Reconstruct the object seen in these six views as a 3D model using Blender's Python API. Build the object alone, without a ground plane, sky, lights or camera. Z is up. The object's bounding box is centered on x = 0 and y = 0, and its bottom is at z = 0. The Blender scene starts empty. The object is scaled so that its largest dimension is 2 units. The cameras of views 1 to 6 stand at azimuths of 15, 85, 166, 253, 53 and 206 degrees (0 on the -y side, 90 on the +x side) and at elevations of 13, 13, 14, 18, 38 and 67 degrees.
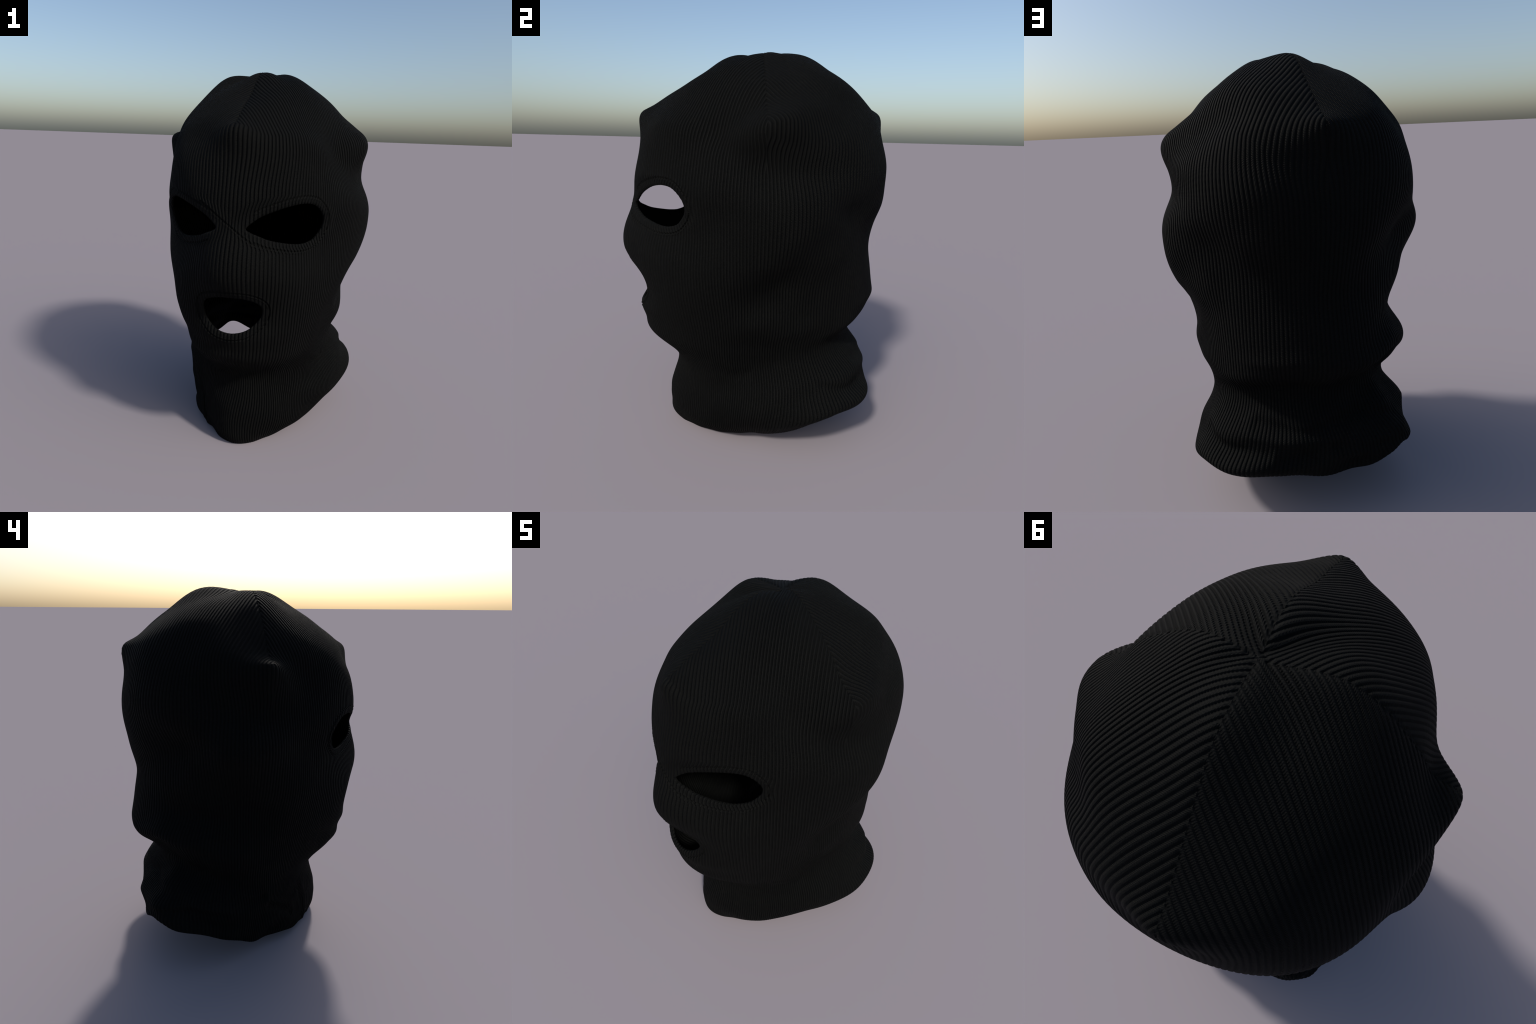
"""Black rib-knit balaclava (ski mask) standing on its neck hem.

The cloth is one lofted shell: cross-sections stacked up the neck and face, then
sections fanned over the crown up to the point where four sewn panels meet.
Each section lists the cloth's distance from the axis at 16 directions
(front first, then toward the wearer's left), smoothed by a B-spline.
Eye and mouth openings are cut along smooth outlines and hemmed; the knit ribs,
crown seams and hem stitching are modelled as relief on the shell.
"""
import bpy
import numpy as np

CX, CY, Z0 = 0.01, 0.03, 1.25          # axis of the loft, height where the crown fan starts
SECTIONS = [
    ("hem", "height", 0, [0.507, 0.365, 0.361, 0.239, 0.257, 0.443, 0.551, 0.575, 0.601, 0.674, 0.631, 0.496, 0.367, 0.412, 0.363, 0.435]),
    ("hem_roll", "height", 0.08, [0.623, 0.455, 0.435, 0.394, 0.376, 0.516, 0.594, 0.764, 0.634, 0.623, 0.540, 0.501, 0.430, 0.407, 0.358, 0.493]),
    ("lower_neck", "height", 0.16, [0.610, 0.481, 0.419, 0.401, 0.450, 0.653, 0.690, 0.599, 0.560, 0.602, 0.608, 0.603, 0.439, 0.383, 0.364, 0.450]),
    ("neck", "height", 0.24, [0.548, 0.461, 0.420, 0.425, 0.480, 0.530, 0.620, 0.638, 0.626, 0.615, 0.612, 0.546, 0.442, 0.400, 0.376, 0.447]),
    ("neck_middle", "height", 0.32, [0.464, 0.438, 0.403, 0.390, 0.445, 0.511, 0.569, 0.550, 0.584, 0.530, 0.493, 0.462, 0.431, 0.394, 0.380, 0.423]),
    ("neck_upper", "height", 0.4, [0.448, 0.418, 0.413, 0.407, 0.395, 0.464, 0.503, 0.503, 0.505, 0.513, 0.486, 0.459, 0.423, 0.398, 0.391, 0.402]),
    ("throat_crease", "height", 0.47, [0.501, 0.478, 0.442, 0.413, 0.393, 0.461, 0.504, 0.515, 0.547, 0.540, 0.566, 0.498, 0.439, 0.409, 0.425, 0.446]),
    ("under_chin", "height", 0.54, [0.552, 0.565, 0.478, 0.449, 0.418, 0.465, 0.552, 0.651, 0.636, 0.581, 0.585, 0.536, 0.463, 0.427, 0.445, 0.508]),
    ("chin", "height", 0.61, [0.589, 0.568, 0.495, 0.450, 0.437, 0.512, 0.535, 0.661, 0.670, 0.687, 0.621, 0.543, 0.444, 0.443, 0.456, 0.546]),
    ("lower_lip", "height", 0.69, [0.679, 0.606, 0.517, 0.450, 0.487, 0.480, 0.549, 0.606, 0.665, 0.617, 0.602, 0.508, 0.468, 0.451, 0.494, 0.610]),
    ("mouth", "height", 0.78, [0.561, 0.606, 0.544, 0.477, 0.455, 0.485, 0.554, 0.616, 0.639, 0.629, 0.498, 0.471, 0.473, 0.472, 0.527, 0.630]),
    ("upper_lip", "height", 0.89, [0.593, 0.641, 0.543, 0.530, 0.467, 0.491, 0.565, 0.603, 0.624, 0.601, 0.556, 0.492, 0.485, 0.519, 0.523, 0.655]),
    ("nose_tip", "height", 1, [0.699, 0.664, 0.543, 0.531, 0.549, 0.567, 0.572, 0.596, 0.598, 0.595, 0.578, 0.551, 0.541, 0.532, 0.540, 0.635]),
    ("nose_bridge", "height", 1.13, [0.731, 0.610, 0.520, 0.515, 0.580, 0.625, 0.567, 0.586, 0.658, 0.583, 0.550, 0.634, 0.569, 0.515, 0.524, 0.552]),
    ("brow", "elevation", 0, [0.689, 0.536, 0.557, 0.519, 0.585, 0.645, 0.541, 0.686, 0.628, 0.670, 0.470, 0.698, 0.606, 0.478, 0.567, 0.580]),
    ("forehead_low", "elevation", 9, [0.679, 0.618, 0.559, 0.554, 0.569, 0.624, 0.640, 0.666, 0.674, 0.666, 0.637, 0.625, 0.561, 0.526, 0.569, 0.637]),
    ("forehead", "elevation", 18, [0.659, 0.644, 0.569, 0.552, 0.537, 0.583, 0.667, 0.719, 0.669, 0.724, 0.682, 0.573, 0.536, 0.536, 0.579, 0.664]),
    ("forehead_high", "elevation", 27, [0.611, 0.693, 0.581, 0.551, 0.543, 0.666, 0.702, 0.724, 0.650, 0.754, 0.701, 0.618, 0.618, 0.521, 0.619, 0.691]),
    ("dart_ends", "elevation", 35, [0.624, 0.707, 0.665, 0.479, 0.788, 0.630, 0.703, 0.762, 0.674, 0.789, 0.683, 0.707, 0.620, 0.542, 0.662, 0.667]),
    ("crown_edge", "elevation", 42, [0.688, 0.680, 0.641, 0.564, 0.633, 0.729, 0.668, 0.765, 0.697, 0.795, 0.677, 0.737, 0.568, 0.641, 0.651, 0.701]),
    ("crown_low", "elevation", 50, [0.708, 0.688, 0.650, 0.622, 0.656, 0.670, 0.758, 0.751, 0.735, 0.747, 0.741, 0.698, 0.657, 0.658, 0.672, 0.684]),
    ("crown", "elevation", 58, [0.668, 0.708, 0.677, 0.669, 0.683, 0.693, 0.752, 0.747, 0.735, 0.742, 0.741, 0.710, 0.688, 0.681, 0.675, 0.705]),
    ("crown_high", "elevation", 66, [0.692, 0.698, 0.712, 0.705, 0.690, 0.704, 0.737, 0.740, 0.778, 0.728, 0.744, 0.731, 0.734, 0.711, 0.697, 0.703]),
    ("crown_fold", "elevation", 74, [0.729, 0.738, 0.716, 0.733, 0.726, 0.727, 0.713, 0.754, 0.793, 0.742, 0.716, 0.741, 0.767, 0.754, 0.718, 0.725]),
    ("crown_top", "elevation", 82, [0.748, 0.747, 0.720, 0.738, 0.747, 0.759, 0.716, 0.757, 0.748, 0.753, 0.717, 0.743, 0.724, 0.730, 0.721, 0.748]),
]
APEX = 0.717
HEM_HEIGHT = [-0.015, 0.008, 0.025, -0.004, 0.009, 0.102, 0.186, 0.207, 0.225, 0.278, 0.281, 0.155, 0.063, 0.074, 0.037, 0.013]
FOLDS = [
    ("dart_pucker", 0, 17.9, 10, 0.95, 0.069),
    ("dart_pucker", 90, 17.9, 10, 0.95, 0.023),
    ("dart_pucker", 180, 17.9, 10, 0.95, 0.047),
    ("dart_pucker", 270, 17.9, 10, 0.95, 0.040),
    ("nose", 0, 11.8, 9, 1.2, 0.045),
    ("crown_dip", 135, 23.2, 16, 1.0, 0.022),
    ("crown_dip", 315, 23.2, 16, 1.0, -0.019),
    ("dart_pucker", 0, 18.1, 7, 0.45, 0.017),
    ("dart_pucker", 90, 18.1, 7, 0.45, -0.028),
    ("dart_pucker", 180, 18.1, 7, 0.45, 0.018),
    ("dart_pucker", 270, 18.1, 7, 0.45, 0.021),
    ("nape_fold", 140, 0.7, 11, 0.55, 0.011),
    ("nape_fold", 140, 1.6, 11, 0.55, 0.052),
    ("nape_fold", 140, 2.5, 11, 0.55, -0.042),
    ("nape_fold", 140, 3.4, 11, 0.55, 0.026),
    ("nape_fold", 140, 6.0, 11, 0.55, -0.006),
    ("nape_fold", 190, 0.7, 11, 0.55, -0.014),
    ("nape_fold", 190, 1.6, 11, 0.55, 0.045),
    ("nape_fold", 190, 2.5, 11, 0.55, 0.004),
    ("nape_fold", 190, 3.4, 11, 0.55, -0.030),
    ("nape_fold", 190, 4.5, 11, 0.55, -0.005),
    ("nape_fold", 190, 6.0, 11, 0.55, -0.005),
    ("nape_fold", 215, 0.7, 11, 0.55, 0.071),
    ("nape_fold", 215, 1.6, 11, 0.55, 0.041),
    ("nape_fold", 215, 2.5, 11, 0.55, -0.014),
    ("nape_fold", 215, 3.4, 11, 0.55, -0.011),
    ("nape_fold", 105, 0.3, 13, 0.36, 0.004),
    ("nape_fold", 105, 0.9, 13, 0.36, 0.004),
    ("nape_fold", 105, 1.5, 13, 0.36, 0.005),
    ("nape_fold", 105, 2.1, 13, 0.36, -0.011),
    ("nape_fold", 105, 3.3, 13, 0.36, 0.004),
    ("nape_fold", 105, 3.9, 13, 0.36, 0.005),
    ("nape_fold", 105, 5.7, 13, 0.36, -0.005),
    ("nape_fold", 105, 6.3, 13, 0.36, -0.005),
    ("nape_fold", 105, 6.9, 13, 0.36, -0.004),
    ("nape_fold", 105, 7.5, 13, 0.36, -0.005),
    ("nape_fold", 163, 0.3, 13, 0.36, -0.015),
    ("nape_fold", 163, 0.9, 13, 0.36, -0.034),
    ("nape_fold", 163, 1.5, 13, 0.36, -0.039),
    ("nape_fold", 163, 3.3, 13, 0.36, -0.008),
    ("nape_fold", 163, 3.9, 13, 0.36, -0.007),
    ("nape_fold", 163, 5.7, 13, 0.36, -0.006),
    ("nape_fold", 163, 6.3, 13, 0.36, -0.034),
    ("nape_fold", 163, 6.9, 13, 0.36, -0.040),
    ("nape_fold", 163, 7.5, 13, 0.36, -0.033),
    ("nape_fold", 163, 8.1, 13, 0.36, -0.026),
    ("nape_fold", 255, 0.3, 13, 0.36, 0.026),
    ("nape_fold", 255, 0.9, 13, 0.36, 0.008),
    ("nape_fold", 255, 1.5, 13, 0.36, -0.016),
    ("nape_fold", 255, 2.1, 13, 0.36, -0.030),
    ("nape_fold", 255, 2.7, 13, 0.36, -0.018),
    ("nape_fold", 255, 3.3, 13, 0.36, -0.004),
    ("nape_fold", 255, 4.5, 13, 0.36, 0.004),
    ("nape_fold", 255, 5.1, 13, 0.36, 0.007),
    ("nape_fold", 255, 5.7, 13, 0.36, 0.003),
    ("nape_fold", 255, 8.1, 13, 0.36, 0.006),
    ("nape_fold", 285, 0.3, 13, 0.36, -0.032),
    ("nape_fold", 285, 0.9, 13, 0.36, -0.019),
    ("nape_fold", 285, 1.5, 13, 0.36, -0.008),
    ("nape_fold", 285, 2.1, 13, 0.36, -0.009),
    ("nape_fold", 285, 2.7, 13, 0.36, -0.011),
    ("nape_fold", 285, 3.3, 13, 0.36, -0.008),
    ("nape_fold", 285, 4.5, 13, 0.36, -0.005),
    ("nape_fold", 285, 5.7, 13, 0.36, 0.005),
    ("nape_fold", 343, 0.3, 13, 0.5, -0.035),
    ("nape_fold", 343, 1.2, 13, 0.5, -0.042),
    ("nape_fold", 343, 2.1, 13, 0.5, -0.031),
    ("nape_fold", 343, 3.0, 13, 0.5, -0.015),
    ("nape_fold", 343, 3.9, 13, 0.5, -0.012),
    ("nape_fold", 343, 4.8, 13, 0.5, -0.005),
    ("nape_fold", 343, 5.7, 13, 0.5, 0.005),
    ("nape_fold", 343, 6.6, 13, 0.5, 0.030),
    ("nape_fold", 343, 7.5, 13, 0.5, 0.030),
    ("nape_fold", 5, 0.3, 13, 0.5, -0.010),
    ("nape_fold", 5, 1.2, 13, 0.5, -0.053),
    ("nape_fold", 5, 2.1, 13, 0.5, -0.042),
    ("nape_fold", 5, 3.0, 13, 0.5, -0.026),
    ("nape_fold", 5, 3.9, 13, 0.5, -0.006),
    ("nape_fold", 5, 4.8, 13, 0.5, -0.005),
    ("nape_fold", 5, 5.7, 13, 0.5, -0.006),
    ("nape_fold", 5, 6.6, 13, 0.5, 0.007),
    ("nape_fold", 5, 7.5, 13, 0.5, 0.025),
    ("nape_fold", 75, 0.3, 13, 0.5, 0.005),
    ("nape_fold", 75, 2.1, 13, 0.5, 0.008),
    ("nape_fold", 75, 4.8, 13, 0.5, -0.011),
    ("nape_fold", 75, 5.7, 13, 0.5, -0.005),
    ("nape_fold", 75, 6.6, 13, 0.5, -0.007),
    ("nape_fold", 75, 7.5, 13, 0.5, -0.012),
]

# openings: outline as (degrees round from the front, height), drawn for the wearer's left eye
EYE = [(7.3, 1.238), (9.3, 1.262), (14, 1.295), (22, 1.327), (29, 1.346), (35, 1.352), (40.5, 1.343),
       (45, 1.312), (47.7, 1.272), (47.5, 1.232), (45, 1.198), (41.5, 1.170), (36, 1.156), (30, 1.157),
       (23, 1.169), (17, 1.185), (12.5, 1.205), (9, 1.222)]
MOUTH = [(1.5, 0.905), (7.5, 0.899), (11.8, 0.882), (14.6, 0.860), (15.7, 0.833), (15.0, 0.797), (11.8, 0.757),
         (7.5, 0.727), (1.5, 0.713), (-4.5, 0.722), (-8.8, 0.748), (-12.0, 0.785), (-12.9, 0.830), (-11.6, 0.864),
         (-8.5, 0.885), (-3.5, 0.901)]
# one sewn line crosses the nose bridge, from above the right eye to below the left
BRIDGE_LINE = [(-13, 1.352), (-9, 1.327), (-4, 1.288), (1.2, 1.247), (6, 1.204), (10, 1.172), (15, 1.150)]
HEM_BAND = 0.034                        # width of the turned-over hem round an opening
RIBS = 27                               # ribs per half panel
THICK = 0.011                           # thickness of the doubled cloth


# ---------------------------------------------------------------- loft
def bspline(n, t, periodic):
    i = np.floor(t).astype(int)
    if not periodic:
        i = np.clip(i, 0, n - 2)
    f = t - i
    w = np.stack([(1 - f) ** 3 / 6, (3 * f**3 - 6 * f * f + 4) / 6, (-3 * f**3 + 3 * f * f + 3 * f + 1) / 6, f**3 / 6], 1)
    m, rows = np.zeros((len(t), n)), np.arange(len(t))
    for k in range(4):
        j = i + k - 1
        if periodic:
            np.add.at(m, (rows, j % n), w[:, k])
            continue
        lo, hi = j < 0, j >= n
        ok = ~lo & ~hi
        np.add.at(m, (rows[ok], j[ok]), w[ok, k])
        for side, a, b in ((lo, 0, 1), (hi, n - 1, n - 2)):      # straight run past the ends
            r = rows[side]
            np.add.at(m, (r, np.full(len(r), a)), 2 * w[side, k])
            np.add.at(m, (r, np.full(len(r), b)), -w[side, k])
    return m


RADII = np.array([s[3] for s in SECTIONS] + [[APEX] * 16])
NROW = len(RADII) - 1
ROW_H = np.array([s[2] if s[1] == "height" else Z0 for s in SECTIONS] + [Z0])
ROW_E = np.radians([0.0 if s[1] == "height" else s[2] for s in SECTIONS] + [90.0])
NLOW = sum(s[1] == "height" for s in SECTIONS)


# slack folds of the cloth: polyline (degrees round, height), half width, depth
CREASES = [("jaw", [(119, 1.12), (112, 1.05), (103, 0.95), (94, 0.86), (84, 0.82)], 0.065, 0.010),
           ("jaw", [(-119, 1.10), (-110, 1.02), (-101, 0.93), (-92, 0.87)], 0.075, 0.009),
           ("collar", [(150, 0.46), (172, 0.43), (196, 0.46), (212, 0.42)], 0.022, 0.012),
           ("collar", [(124, 0.38), (138, 0.34), (154, 0.35)], 0.020, 0.007),
           ("collar", [(183, 0.36), (205, 0.33), (228, 0.36), (244, 0.33)], 0.020, 0.010),
           ("collar", [(-122, 0.42), (-104, 0.36), (-90, 0.37)], 0.022, 0.010),
           ("collar", [(-84, 0.30), (-66, 0.22), (-55, 0.16)], 0.020, 0.009),
           ("collar", [(82, 0.43), (70, 0.41), (58, 0.43)], 0.022, 0.004),
           ("collar", [(-46, 0.30), (-36, 0.18), (-33, 0.06)], 0.022, 0.010)]


def wrinkles(deg, z):
    """Radial offset from creases and slack ripples of the collar."""
    out = np.zeros(z.shape)
    zone = z < 1.42
    a, h = deg[zone], z[zone]
    total = np.zeros(len(a))
    for _, line, half, deep in CREASES:
        dist = np.full(len(a), 9.0)
        for (a0, z0), (a1, z1) in zip(line[:-1], line[1:]):
            u, v = ((a - a0 + 180) % 360 - 180) * 0.0095, h - z0
            du, dv = (a1 - a0) * 0.0095, z1 - z0
            k = np.clip((u * du + v * dv) / (du * du + dv * dv), 0, 1)
            dist = np.minimum(dist, np.hypot(u - k * du, v - k * dv))
        total -= deep * np.exp(-((dist / half) ** 2))
        total += 0.35 * deep * np.exp(-(((dist - 1.9 * half) / (0.8 * half)) ** 2))
    r = np.radians(a)
    slack = (1 - np.clip((h - 0.30) / 0.25, 0, 1)) * (0.35 + 0.65 * np.clip(-np.cos(r), 0, 1))
    total += slack * (0.0045 * np.sin(7 * r + 24 * h) + 0.003 * np.sin(13 * r - 31 * h + 1.3))
    out[zone] = total * (1 - smooth(1.12, 1.40, h))
    return out


def shell(az, t, inset=0.0):
    """Points of the cloth for columns az (radians) and section positions t: arrays [row, column]."""
    col = bspline(16, az / (2 * np.pi) * 16, True)
    rho = bspline(NROW + 1, t, False) @ RADII @ col.T
    deg = np.degrees(az)
    for kind, a, row, wide, tall, size in FOLDS:
        d = (deg - a + 180) % 360 - 180
        rho = rho + size * np.exp(-0.5 * ((t - row) / tall) ** 2)[:, None] * np.exp(-0.5 * (d / wide) ** 2)[None]
    hem = col @ np.array(HEM_HEIGHT)
    loose = 0.25 + 0.75 * np.clip(-np.cos(az - 0.35), 0, 1)                        # uneven, puckered bottom edge
    hem = hem + loose * (0.007 * np.sin(9 * az + 0.6) + 0.005 * np.sin(17 * az + 2.0))
    for a0, wide, up in ((211, 6, 0.022), (196, 6, -0.012), (338, 5, 0.014), (322, 6, 0.008), (155, 6, 0.010)):
        hem = hem + up * np.exp(-(((deg - a0) / wide) ** 2))
    hem = np.maximum(hem, 0.0)
    h, e = np.interp(t, np.arange(NROW + 1), ROW_H)[:, None], np.interp(t, np.arange(NROW + 1), ROW_E)[:, None]
    for az0, height in ((0, 0.012), (90, 0.007), (180, 0.010), (270, 0.010)):      # tight tip of each dart
        d = (deg - az0 + 180) % 360 - 180
        rho = rho + height * np.exp(-0.5 * ((t - 17.95) / 0.38) ** 2)[:, None] * np.exp(-np.abs(d / 5.5) ** 1.5)[None]
    rho = rho - inset
    z = hem + (Z0 - hem) * h / Z0 + rho * np.sin(e)
    r = rho * np.cos(e) + wrinkles(np.broadcast_to(deg, z.shape), z)
    return np.stack([CX + r * np.sin(az), CY - r * np.cos(az), z], -1)


def smooth(a, b, x):
    x = np.clip((x - a) / (b - a), 0, 1)
    return x * x * (3 - 2 * x)


def closed_curve(points, n=240):
    p = np.array(points, float)
    t = np.arange(n) / n * len(p)
    i, f = np.floor(t).astype(int), (t % 1)[:, None]
    a, b, c, d = (p[(i + k) % len(p)] for k in (-1, 0, 1, 2))
    return 0.5 * (2 * b + (c - a) * f + (2 * a - 5 * b + 4 * c - d) * f**2 + (3 * b - a - 3 * c + d) * f**3)


eye_left = closed_curve(EYE)
eye_right = closed_curve([(2.2 - a, z) for a, z in EYE][::-1])
mouth = closed_curve(MOUTH)
OPENINGS = [("eye", eye_left, 1.0), ("eye", eye_right, -1.0), ("mouth", mouth, 0.0)]
METRE_PER_DEGREE = 0.0108


def distance_to(outline, az_deg, z):
    """Signed distance (m) from an opening's outline, negative inside; also the nearest outline point."""
    o = outline * [METRE_PER_DEGREE, 1.0]
    q = np.stack([az_deg * METRE_PER_DEGREE, z], -1)
    best, near = np.full(len(q), 1e9), np.zeros((len(q), 2))
    inside = np.zeros(len(q), bool)
    for a, b in zip(o, np.roll(o, -1, 0)):
        ab = b - a
        k = np.clip(((q - a) @ ab) / (ab @ ab), 0, 1)
        p = a + k[:, None] * ab
        d = np.hypot(*(q - p).T)
        hit = d < best
        best[hit], near[hit] = d[hit], p[hit]
        cross = (a[1] > q[:, 1]) != (b[1] > q[:, 1])
        if a[1] != b[1]:
            inside ^= cross & (q[:, 0] < (b[0] - a[0]) * (q[:, 1] - a[1]) / (b[1] - a[1]) + a[0])
    return np.where(inside, -best, best), near / [METRE_PER_DEGREE, 1.0]


def wrap(deg):
    return (deg + 180) % 360 - 180


# ---------------------------------------------------------------- knit coordinates (the shader repeats these)
# panel_radius: how far from the axis the darts end, as a + b cos(az) + c cos(2 az) + d cos(4 az)
DART = (0.561, -0.038, 0.0325, 0.0288)
TIP_BACK = 0.028                          # the four seams meet this far behind the axis
SWAY = 1.3                                # sideways drift of the ribs in the slack collar (degrees)
LOOP = (1.1, 27.4, 21.0, 1.255, 0.105, 1.5)      # pull of the eye openings on the ribs (degrees, metres, degrees)


def knit(x, y, z):
    """Rib number across the panel, weight of the crown, radius and angle from the panel's middle."""
    x, y = x - CX, y - CY
    y = y - TIP_BACK * np.exp(-(x * x + y * y) / 0.013) * smooth(1.5, 1.7, z)
    az = np.arctan2(x, -y)
    r = np.hypot(x, y)
    side = az - np.radians(LOOP[0])
    q = np.hypot((np.abs(side) - np.radians(LOOP[1])) / np.radians(LOOP[2]), (z - LOOP[3]) / LOOP[4])
    bent = az + np.sign(side) * np.radians(LOOP[5]) * smooth(0, 1, np.clip((1.38 - q) / 0.38, 0, 1))
    bent = bent + np.radians(SWAY) * np.sin(13 * z + 2 * np.sin(2 * az)) * (1 - smooth(0.35, 0.70, z))
    mid = (np.floor(bent / (np.pi / 2)) + 0.5) * np.pi / 2
    d = bent - mid
    low = RIBS * d / (np.pi / 4)
    reach = DART[0] + DART[1] * np.cos(az) + DART[2] * np.cos(2 * az) + DART[3] * np.cos(4 * az)
    top = RIBS * np.sin(d) * np.sqrt(2) * np.minimum(r / reach, 1)
    w = smooth(1.40, 1.60, z)
    return low + (top - low) * w, w, r, d


def rib_profile(f):
    """Height of the knit across one rib: broad raised wale, narrow groove."""
    e = np.abs(f - 0.5)
    return 1 - smooth(0.24, 0.48, e)


def grid_faces(nrow, ncol):
    i, j = np.arange(nrow - 1)[:, None], np.arange(ncol)[None]
    k = (j + 1) % ncol
    return np.stack([i * ncol + j, i * ncol + k, (i + 1) * ncol + k, (i + 1) * ncol + j], -1).reshape(-1, 4)


def vertex_normals(v, f):
    n = np.cross(v[f[:, 2]] - v[f[:, 0]], v[f[:, 3]] - v[f[:, 1]])
    total = np.zeros_like(v)
    for c in range(3):
        total[:, c] = sum(np.bincount(f[:, k], n[:, c], len(v)) for k in range(4))
    return total / np.maximum(np.linalg.norm(total, axis=1), 1e-12)[:, None]


LOW_ROWS, TOP_ROWS, COLS = 375, 215, RIBS * 8 * 8
t_outer = np.concatenate([np.interp(np.linspace(0, Z0, LOW_ROWS), ROW_H[: NLOW + 1], np.arange(NLOW + 1)),
                          np.linspace(NLOW, NROW - 0.03, TOP_ROWS)[1:]])


def mesh_object(name, v, f, material, parent, normals=None):
    ids = np.unique(f)
    lut = np.zeros(ids.max() + 1, np.int64)
    lut[ids] = np.arange(len(ids))
    v2, f2 = v[ids], lut[f]
    me = bpy.data.meshes.new(name)
    me.vertices.add(len(v2))
    me.vertices.foreach_set("co", v2.astype(np.float32).ravel())
    me.loops.add(f2.size)
    me.loops.foreach_set("vertex_index", f2.astype(np.int32).ravel())
    me.polygons.add(len(f2))
    me.polygons.foreach_set("loop_start", np.arange(0, f2.size, f2.shape[1], dtype=np.int32))
    me.polygons.foreach_set("use_smooth", np.ones(len(f2), bool))
    me.update(calc_edges=True)
    me.materials.append(material)
    if normals is not None:
        me.normals_split_custom_set_from_vertices(normals[ids].astype(np.float32))
    ob = bpy.data.objects.new(name, me)
    bpy.context.collection.objects.link(ob)
    ob.parent = parent
    return ob


# ---------------------------------------------------------------- material
class Graph:
    """Tiny helper to write node maths as expressions."""

    def __init__(self, tree):
        self.tree = tree

    def put(self, socket, value):
        if isinstance(value, (int, float)):
            socket.default_value = value
        else:
            self.tree.links.new(value, socket)

    def __call__(self, op, a, b=0.0, c=None):
        n = self.tree.nodes.new("ShaderNodeMath")
        n.operation = op
        self.put(n.inputs[0], a)
        self.put(n.inputs[1], b)
        if c is not None:
            self.put(n.inputs[2], c)
        return n.outputs[0]

    def ramp(self, x, a, b, lo=0.0, hi=1.0):
        n = self.tree.nodes.new("ShaderNodeMapRange")
        n.interpolation_type = "SMOOTHSTEP"
        for s, v in zip(n.inputs[:5], (x, a, b, lo, hi)):
            self.put(s, v)
        return n.outputs[0]


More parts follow.
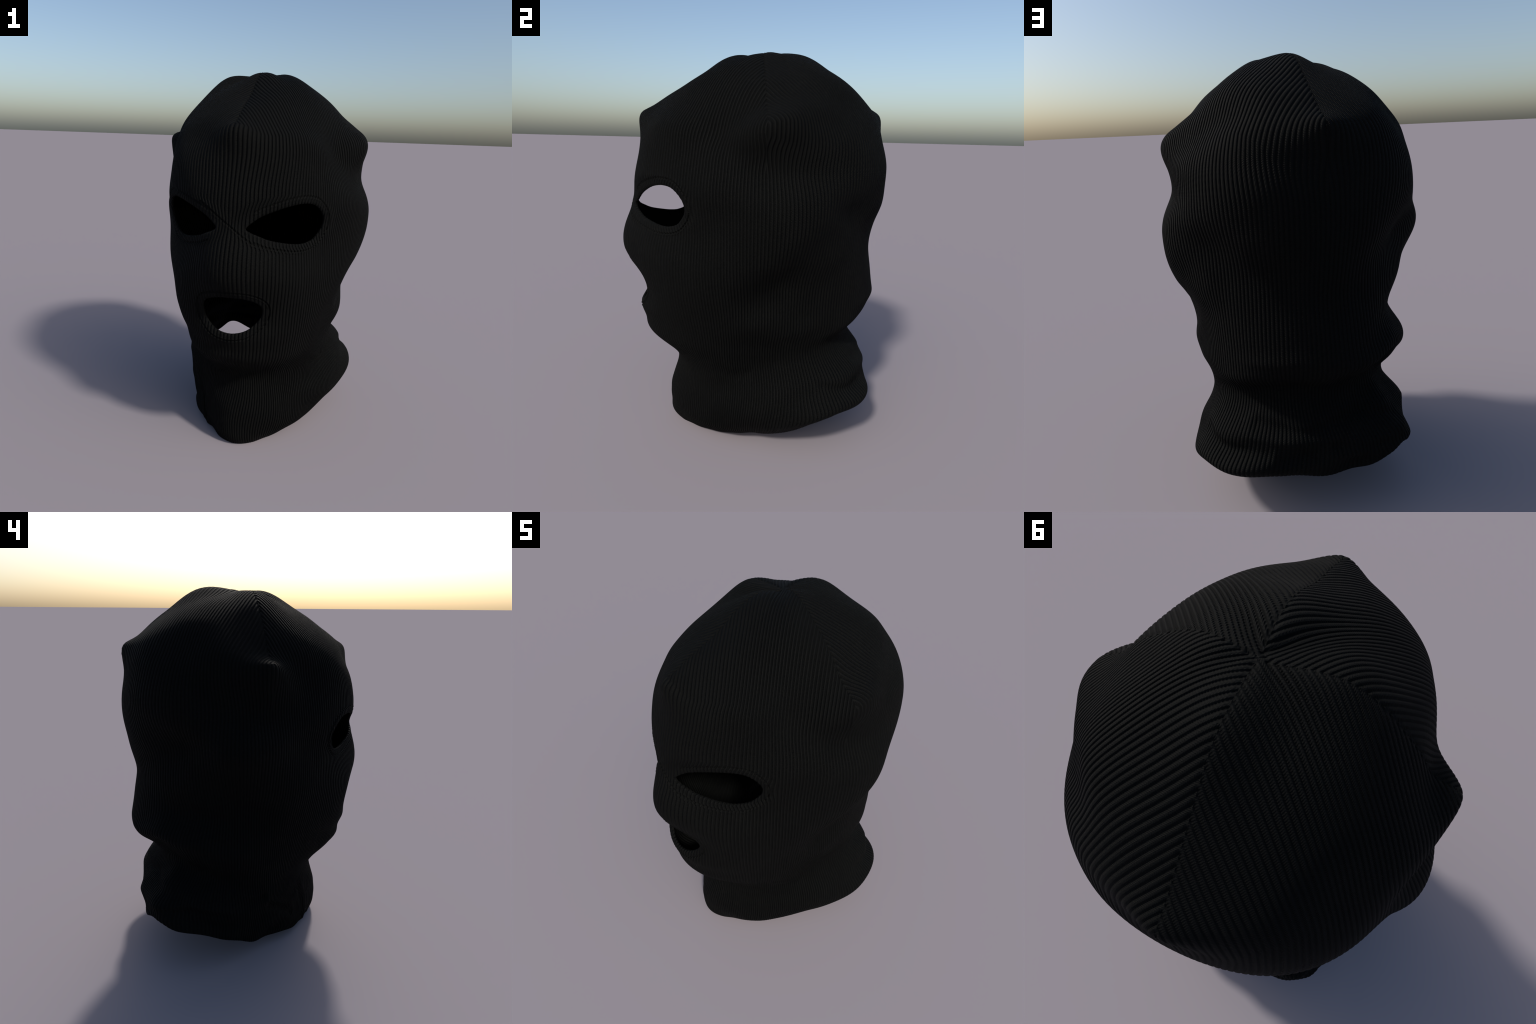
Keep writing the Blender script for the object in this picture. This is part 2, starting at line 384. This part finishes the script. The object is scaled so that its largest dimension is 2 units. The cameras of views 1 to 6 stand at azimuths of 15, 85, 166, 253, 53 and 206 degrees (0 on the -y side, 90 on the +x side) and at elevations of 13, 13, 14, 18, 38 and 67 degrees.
def knit_material(name, yarn, groove, bump):
    mat = bpy.data.materials.new(name)
    mat.use_nodes = True
    tree = mat.node_tree
    g = Graph(tree)
    bsdf = tree.nodes["Principled BSDF"]
    where = tree.nodes.new("ShaderNodeTexCoord").outputs["Object"]
    sep = tree.nodes.new("ShaderNodeSeparateXYZ")
    tree.links.new(where, sep.inputs[0])
    x, y, z = g("SUBTRACT", sep.outputs[0], CX), g("SUBTRACT", sep.outputs[1], CY), sep.outputs[2]
    rr = g("ADD", g("MULTIPLY", x, x), g("MULTIPLY", y, y))
    back = g("MULTIPLY", g("EXPONENT", g("MULTIPLY", rr, -1 / 0.013)), g.ramp(z, 1.5, 1.7, 0.0, TIP_BACK))
    y = g("SUBTRACT", y, back)
    az = g("ARCTAN2", x, g("MULTIPLY", y, -1.0))
    r = g("SQRT", g("ADD", g("MULTIPLY", x, x), g("MULTIPLY", y, y)))
    quarter = np.pi / 2
    side = g("SUBTRACT", az, np.radians(LOOP[0]))
    qa = g("DIVIDE", g("SUBTRACT", g("ABSOLUTE", side), np.radians(LOOP[1])), np.radians(LOOP[2]))
    qz = g("DIVIDE", g("SUBTRACT", z, LOOP[3]), LOOP[4])
    q = g("SQRT", g("ADD", g("MULTIPLY", qa, qa), g("MULTIPLY", qz, qz)))
    pull = g("MULTIPLY", g("MULTIPLY", g("SIGN", side), np.radians(LOOP[5])), g.ramp(q, 1.38, 1.0))
    lean = g("SINE", g("MULTIPLY_ADD", z, 13.0, g("MULTIPLY", g("SINE", g("MULTIPLY", az, 2.0)), 2.0)))
    sway = g("MULTIPLY", g("MULTIPLY", lean, np.radians(SWAY)), g.ramp(z, 0.35, 0.70, 1.0, 0.0))
    bent = g("ADD", g("ADD", az, pull), sway)
    mid = g("MULTIPLY", g("ADD", g("FLOOR", g("DIVIDE", bent, quarter)), 0.5), quarter)
    d = g("SUBTRACT", bent, mid)
    low = g("MULTIPLY", d, RIBS / (np.pi / 4))
    reach = g("MULTIPLY_ADD", g("COSINE", az), DART[1], DART[0])
    reach = g("MULTIPLY_ADD", g("COSINE", g("MULTIPLY", az, 2.0)), DART[2], reach)
    reach = g("MULTIPLY_ADD", g("COSINE", g("MULTIPLY", az, 4.0)), DART[3], reach)
    top = g("MULTIPLY", g("MULTIPLY", g("SINE", d), RIBS * np.sqrt(2)), g("MINIMUM", g("DIVIDE", r, reach), 1.0))
    w = g.ramp(z, 1.40, 1.60)
    rib = g("ADD", low, g("MULTIPLY", g("SUBTRACT", top, low), w))
    f = g("FRACT", g("ADD", rib, 100.0))
    e = g("ABSOLUTE", g("SUBTRACT", f, 0.5))
    # stitches: V-shaped loops climbing each rib
    out = g("SUBTRACT", g("MULTIPLY", r, g("COSINE", d)), 0.5)
    along = g("SUBTRACT", z, g("MULTIPLY", g("MULTIPLY", out, 0.8), w))
    phase = g("ADD", g("MULTIPLY", along, 2 * np.pi / 0.0072), g("MULTIPLY", e, 11.0))
    wave = g("SINE", phase)
    fuzz = tree.nodes.new("ShaderNodeTexNoise")
    fuzz.inputs["Scale"].default_value, fuzz.inputs["Detail"].default_value = 260.0, 3.0
    tree.links.new(where, fuzz.inputs["Vector"])
    patch = tree.nodes.new("ShaderNodeTexNoise")
    patch.inputs["Scale"].default_value, patch.inputs["Detail"].default_value = 7.0, 3.0
    tree.links.new(where, patch.inputs["Vector"])
    # one flank of each wale is toothed by the stitch legs, the other nearly straight
    teeth = g("MULTIPLY_ADD", g("GREATER_THAN", f, 0.5), 0.045, 0.015)
    flank = g("ADD", e, g("MULTIPLY", wave, teeth))
    wale = g("SUBTRACT", 1.0, g("MINIMUM", g("MAXIMUM", g("DIVIDE", g("SUBTRACT", flank, 0.15), 0.32), 0.0), 1.0))
    grey = tree.nodes.new("ShaderNodeMix")
    grey.data_type = "RGBA"
    tone = g("ADD", g("MULTIPLY", patch.outputs["Fac"], 0.6), g("MULTIPLY", fuzz.outputs["Fac"], 0.4))
    g.put(grey.inputs["Factor"], tone)
    lift = 0.3
    grey.inputs["A"].default_value = (*(c * (1 - lift) for c in groove), 1)
    grey.inputs["B"].default_value = (*(c * (1 + lift) for c in yarn), 1)
    tree.links.new(grey.outputs["Result"], bsdf.inputs["Base Color"])
    legs = g("MULTIPLY", wave, g("MULTIPLY_ADD", g.ramp(e, 0.05, 0.35), 0.20, 0.06))
    height = g("ADD", g("ADD", wale, legs), g("MULTIPLY", fuzz.outputs["Fac"], 0.2))
    bmp = tree.nodes.new("ShaderNodeBump")
    bmp.inputs["Strength"].default_value, bmp.inputs["Distance"].default_value = bump, 0.0048
    tree.links.new(height, bmp.inputs["Height"])
    tree.links.new(bmp.outputs[0], bsdf.inputs["Normal"])
    bsdf.inputs["Roughness"].default_value = ROUGH
    bsdf.inputs["Specular IOR Level"].default_value = SPEC
    return mat


ROUGH, SPEC = 0.76, 0.062
wool = knit_material("black_rib_knit", (0.0030, 0.0032, 0.0030), (0.0026, 0.0028, 0.0027), 1.0)
inside = knit_material("black_knit_lining", (0.0030, 0.0032, 0.0030), (0.0026, 0.0028, 0.0027), 0.7)

# ---------------------------------------------------------------- outer cloth with relief
balaclava = bpy.data.objects.new("balaclava", None)
bpy.context.collection.objects.link(balaclava)
balaclava["label"] = "black rib-knit balaclava with two eye holes and mouth hole"
balaclava["category"] = "balaclava"


def cloth(ncol, t, inset, depth):
    """Grid of the cloth: points, faces after cutting, border loops, hem distance per vertex."""
    az = np.arange(ncol) * 2 * np.pi / ncol
    nrow = len(t)
    p = shell(az, t, inset).reshape(-1, 3)
    faces = grid_faces(nrow, ncol)
    deg = wrap(np.degrees(np.arctan2(p[:, 0] - CX, -(p[:, 1] - CY))))
    dist = np.full((3, len(p)), 9.0)
    for n, (kind, outline, lean) in enumerate(OPENINGS):
        lo, hi = outline.min(0), outline.max(0)
        box = np.nonzero((deg > lo[0] - 8) & (deg < hi[0] + 8) & (p[:, 2] > lo[1] - 0.08) & (p[:, 2] < hi[1] + 0.08)
                         & (p[:, 1] < 0))[0]
        dist[n, box], _ = distance_to(outline, deg[box], p[box, 2])
    d = dist.min(0)
    out = (d[faces] < 0).sum(1) >= 2
    kept = faces[~out]
    mark = np.zeros(len(p), np.int8)
    mark[kept] |= 1
    mark[faces[out]] |= 2
    border = np.nonzero(mark == 3)[0]
    # slide border points onto the outline (in angle and height, keeping the local surface)
    nrm = vertex_normals(p, faces)
    for n, (kind, outline, lean) in enumerate(OPENINGS):
        ring = border[np.abs(dist[n, border]) < 0.02]
        _, near = distance_to(outline, deg[ring], p[ring, 2])
        da, dz = np.radians(near[:, 0] - deg[ring]), near[:, 1] - p[ring, 2]
        x, y = p[ring, 0] - CX, p[ring, 1] - CY
        move = np.stack([x * np.cos(da) - y * np.sin(da) - x, x * np.sin(da) + y * np.cos(da) - y, dz], -1)
        nn = nrm[ring]
        move -= (move * nn).sum(1)[:, None] * nn
        p[ring] += move
        dist[n, ring] = 0
    x, y, z = p.T
    c, w, r, dd = knit(x, y, z)
    h = depth * (rib_profile((c + 100) % 1) - 1)
    # hems round the openings: sewn line, then the turned edge rolls in
    sewn = np.full(len(p), 9.0)                          # distance to the nearest sewn line
    for n, (kind, outline, lean) in enumerate(OPENINGS):
        e = np.maximum(dist[n], 0)
        h = h - 0.004 * np.clip(1 - e / 0.009, 0, 1) ** 2
        away = np.where((kind == "eye") & (np.abs(deg - 1.1) < 9.5), 1.0, 0.0)
        sewn = np.minimum(sewn, np.where(away > 0, 9.0, np.abs(e - HEM_BAND)))
    face = np.nonzero((np.abs(deg) < 20) & (z > 1.1) & (z < 1.4) & (p[:, 1] < 0))[0]
    line = np.array(BRIDGE_LINE) * [METRE_PER_DEGREE, 1]
    q = np.stack([deg[face] * METRE_PER_DEGREE, z[face]], -1)
    for a, b in zip(line[:-1], line[1:]):
        k = np.clip(((q - a) @ (b - a)) / ((b - a) @ (b - a)), 0, 1)
        sewn[face] = np.minimum(sewn[face], np.hypot(*(q - a - k[:, None] * (b - a)).T))
    h = h - 0.0045 * np.exp(-((sewn / 0.0035) ** 2)) + 0.0026 * np.exp(-(((sewn - 0.0065) / 0.0026) ** 2))
    # crown seams: a pinched valley with a chain of stitches, ending just below the dart ends
    ds = r * np.sin(np.pi / 4 - np.abs(dd))
    on = smooth(1.61, 1.67, z)
    h = h - on * 0.003 * np.exp(-((ds / 0.007) ** 2))
    h = h + on * 0.0034 * np.exp(-((ds / 0.0042) ** 2)) * (0.45 + 0.55 * np.cos(2 * np.pi * (r - 0.5 * z) / 0.017))
    h = h * smooth(0.0, 0.02, r)
    p = p + nrm * h[:, None]
    p[:, 2] = np.maximum(p[:, 2], 0.0)
    return p, faces, kept, dist, border


p, faces, kept, dist, border = cloth(COLS, t_outer, 0.0, 0.0016)
n_outer = len(p)
# close the crown with one tip point
tip = p[-COLS:].mean(0)
p = np.vstack([p, tip])
normals = vertex_normals(p[:-1], kept)
normals = np.vstack([normals, [0, 0, 1]])

# sort faces into parts
cf = p[kept].mean(1)
df = dist[:, :][:, kept].mean(2)
t_face = kept.min(1) // COLS
azf = np.degrees(np.arctan2(cf[:, 0] - CX, -(cf[:, 1] - CY)))
seam_y = cf[:, 1] - CY - TIP_BACK * np.exp(-((cf[:, 0] - CX) ** 2 + (cf[:, 1] - CY) ** 2) / 0.013)
seam_az = np.degrees(np.arctan2(cf[:, 0] - CX, -seam_y))
part = np.full(len(kept), 1)                                   # hood
neck_line = 0.52
part[cf[:, 2] < neck_line + 0.03 * np.cos(np.radians(azf))] = 2     # neck
crown = cf[:, 2] > 1.645
for q in range(4):
    part[crown & (np.floor(seam_az / 90).astype(int) % 4 == q)] = 3 + q
for n in range(3):
    part[df[n] < HEM_BAND] = 10 + n
names = {1: "hood", 2: "neck", 3: "crown_panel", 4: "crown_panel", 5: "crown_panel", 6: "crown_panel",
         10: "eye_hem", 11: "eye_hem", 12: "mouth_hem"}
for k, name in names.items():
    f = kept[part == k]
    ob = mesh_object(name, p, f, wool, balaclava, normals)

# tip cap
last = np.arange(n_outer - COLS, n_outer)
cap = np.stack([last, np.roll(last, -1), np.full(COLS, n_outer)], -1)
mesh_object("crown_tip", p, cap, wool, balaclava, normals)

# ---------------------------------------------------------------- lining and rolled edges
ICOL = COLS // 2
t_in = t_outer[::2]
pi, fi, ki, di, bi = cloth(ICOL, t_in, THICK, -0.0022)
mesh_object("lining", pi, ki[:, ::-1], inside, balaclava)


def rim(name, loops):
    """Rounded strip that turns the cut edge of the outer cloth over to the lining."""
    vs, fs, base = [], [], 0
    for loop in loops:
        vs.append(loop.reshape(-1, 3))
        k, n = loop.shape[:2]
        fs.append(grid_faces(k, n) + base)
        base += k * n
    return mesh_object(name, np.vstack(vs), np.vstack(fs)[:, ::-1], wool, balaclava)


def edge_strip(outer, inward, steps=5, bulge=0.004, out_dir=None):
    rows = []
    for s in range(steps):
        a = s / (steps - 1)
        rows.append(outer + inward * a + out_dir * (bulge * np.sin(np.pi * a)))
    rows = np.stack(rows)
    rows[..., 2] = np.maximum(rows[..., 2], 0.0)
    return rows


# neck hem edge
az = np.arange(COLS) * 2 * np.pi / COLS
bottom = p[:COLS]
inner = shell(az, t_in[:1], THICK)[0]
down = np.tile([0.0, 0.0, -1.0], (COLS, 1))
rim("neck_hem_edge", [edge_strip(bottom, inner - bottom, 5, 0.003, down)])
# opening edges: follow the outline curves on the outer and inner cloth
e = np.sort(np.concatenate([kept[:, [k, (k + 1) % 4]] for k in range(4)]), 1)
key = e[:, 0].astype(np.int64) * (n_outer + 1) + e[:, 1]
uniq, cnt = np.unique(key, return_counts=True)
lone = uniq[cnt == 1]
ends = np.stack([lone // (n_outer + 1), lone % (n_outer + 1)], 1)
ends = ends[(ends[:, 0] >= COLS) & (ends[:, 1] < n_outer - COLS)]
link = {}
for a, b in ends:
    link.setdefault(int(a), []).append(int(b))
    link.setdefault(int(b), []).append(int(a))
seen = set()
for start in list(link):
    if start in seen or len(link[start]) != 2:
        continue
    loop, prev, cur = [start], None, start
    seen.add(start)
    while True:
        nxt = [q for q in link[cur] if q != prev and (q not in seen or q == start)]
        nxt = [q for q in nxt if q not in seen]
        if not nxt:
            break
        prev, cur = cur, nxt[0]
        seen.add(cur)
        loop.append(cur)
    if len(loop) < 40:
        continue
    pts = p[loop]
    centre = pts.mean(0)
    nn = normals[loop]
    radial = pts - np.array([CX, CY, 0])
    radial[:, 2] = 0
    radial /= np.linalg.norm(radial, axis=1)[:, None]
    toward = centre - pts
    toward -= (toward * radial).sum(1)[:, None] * radial
    toward /= np.linalg.norm(toward, axis=1)[:, None]
    strip = edge_strip(pts, -radial * (THICK - 0.003), 5, 0.0015, toward)
    area = np.cross(pts - centre, np.roll(pts, -1, 0) - centre).sum(0) @ radial.mean(0)
    if area < 0:
        strip = strip[:, ::-1]
    rim("mouth_edge" if centre[2] < 1.0 else "eye_edge", [strip])
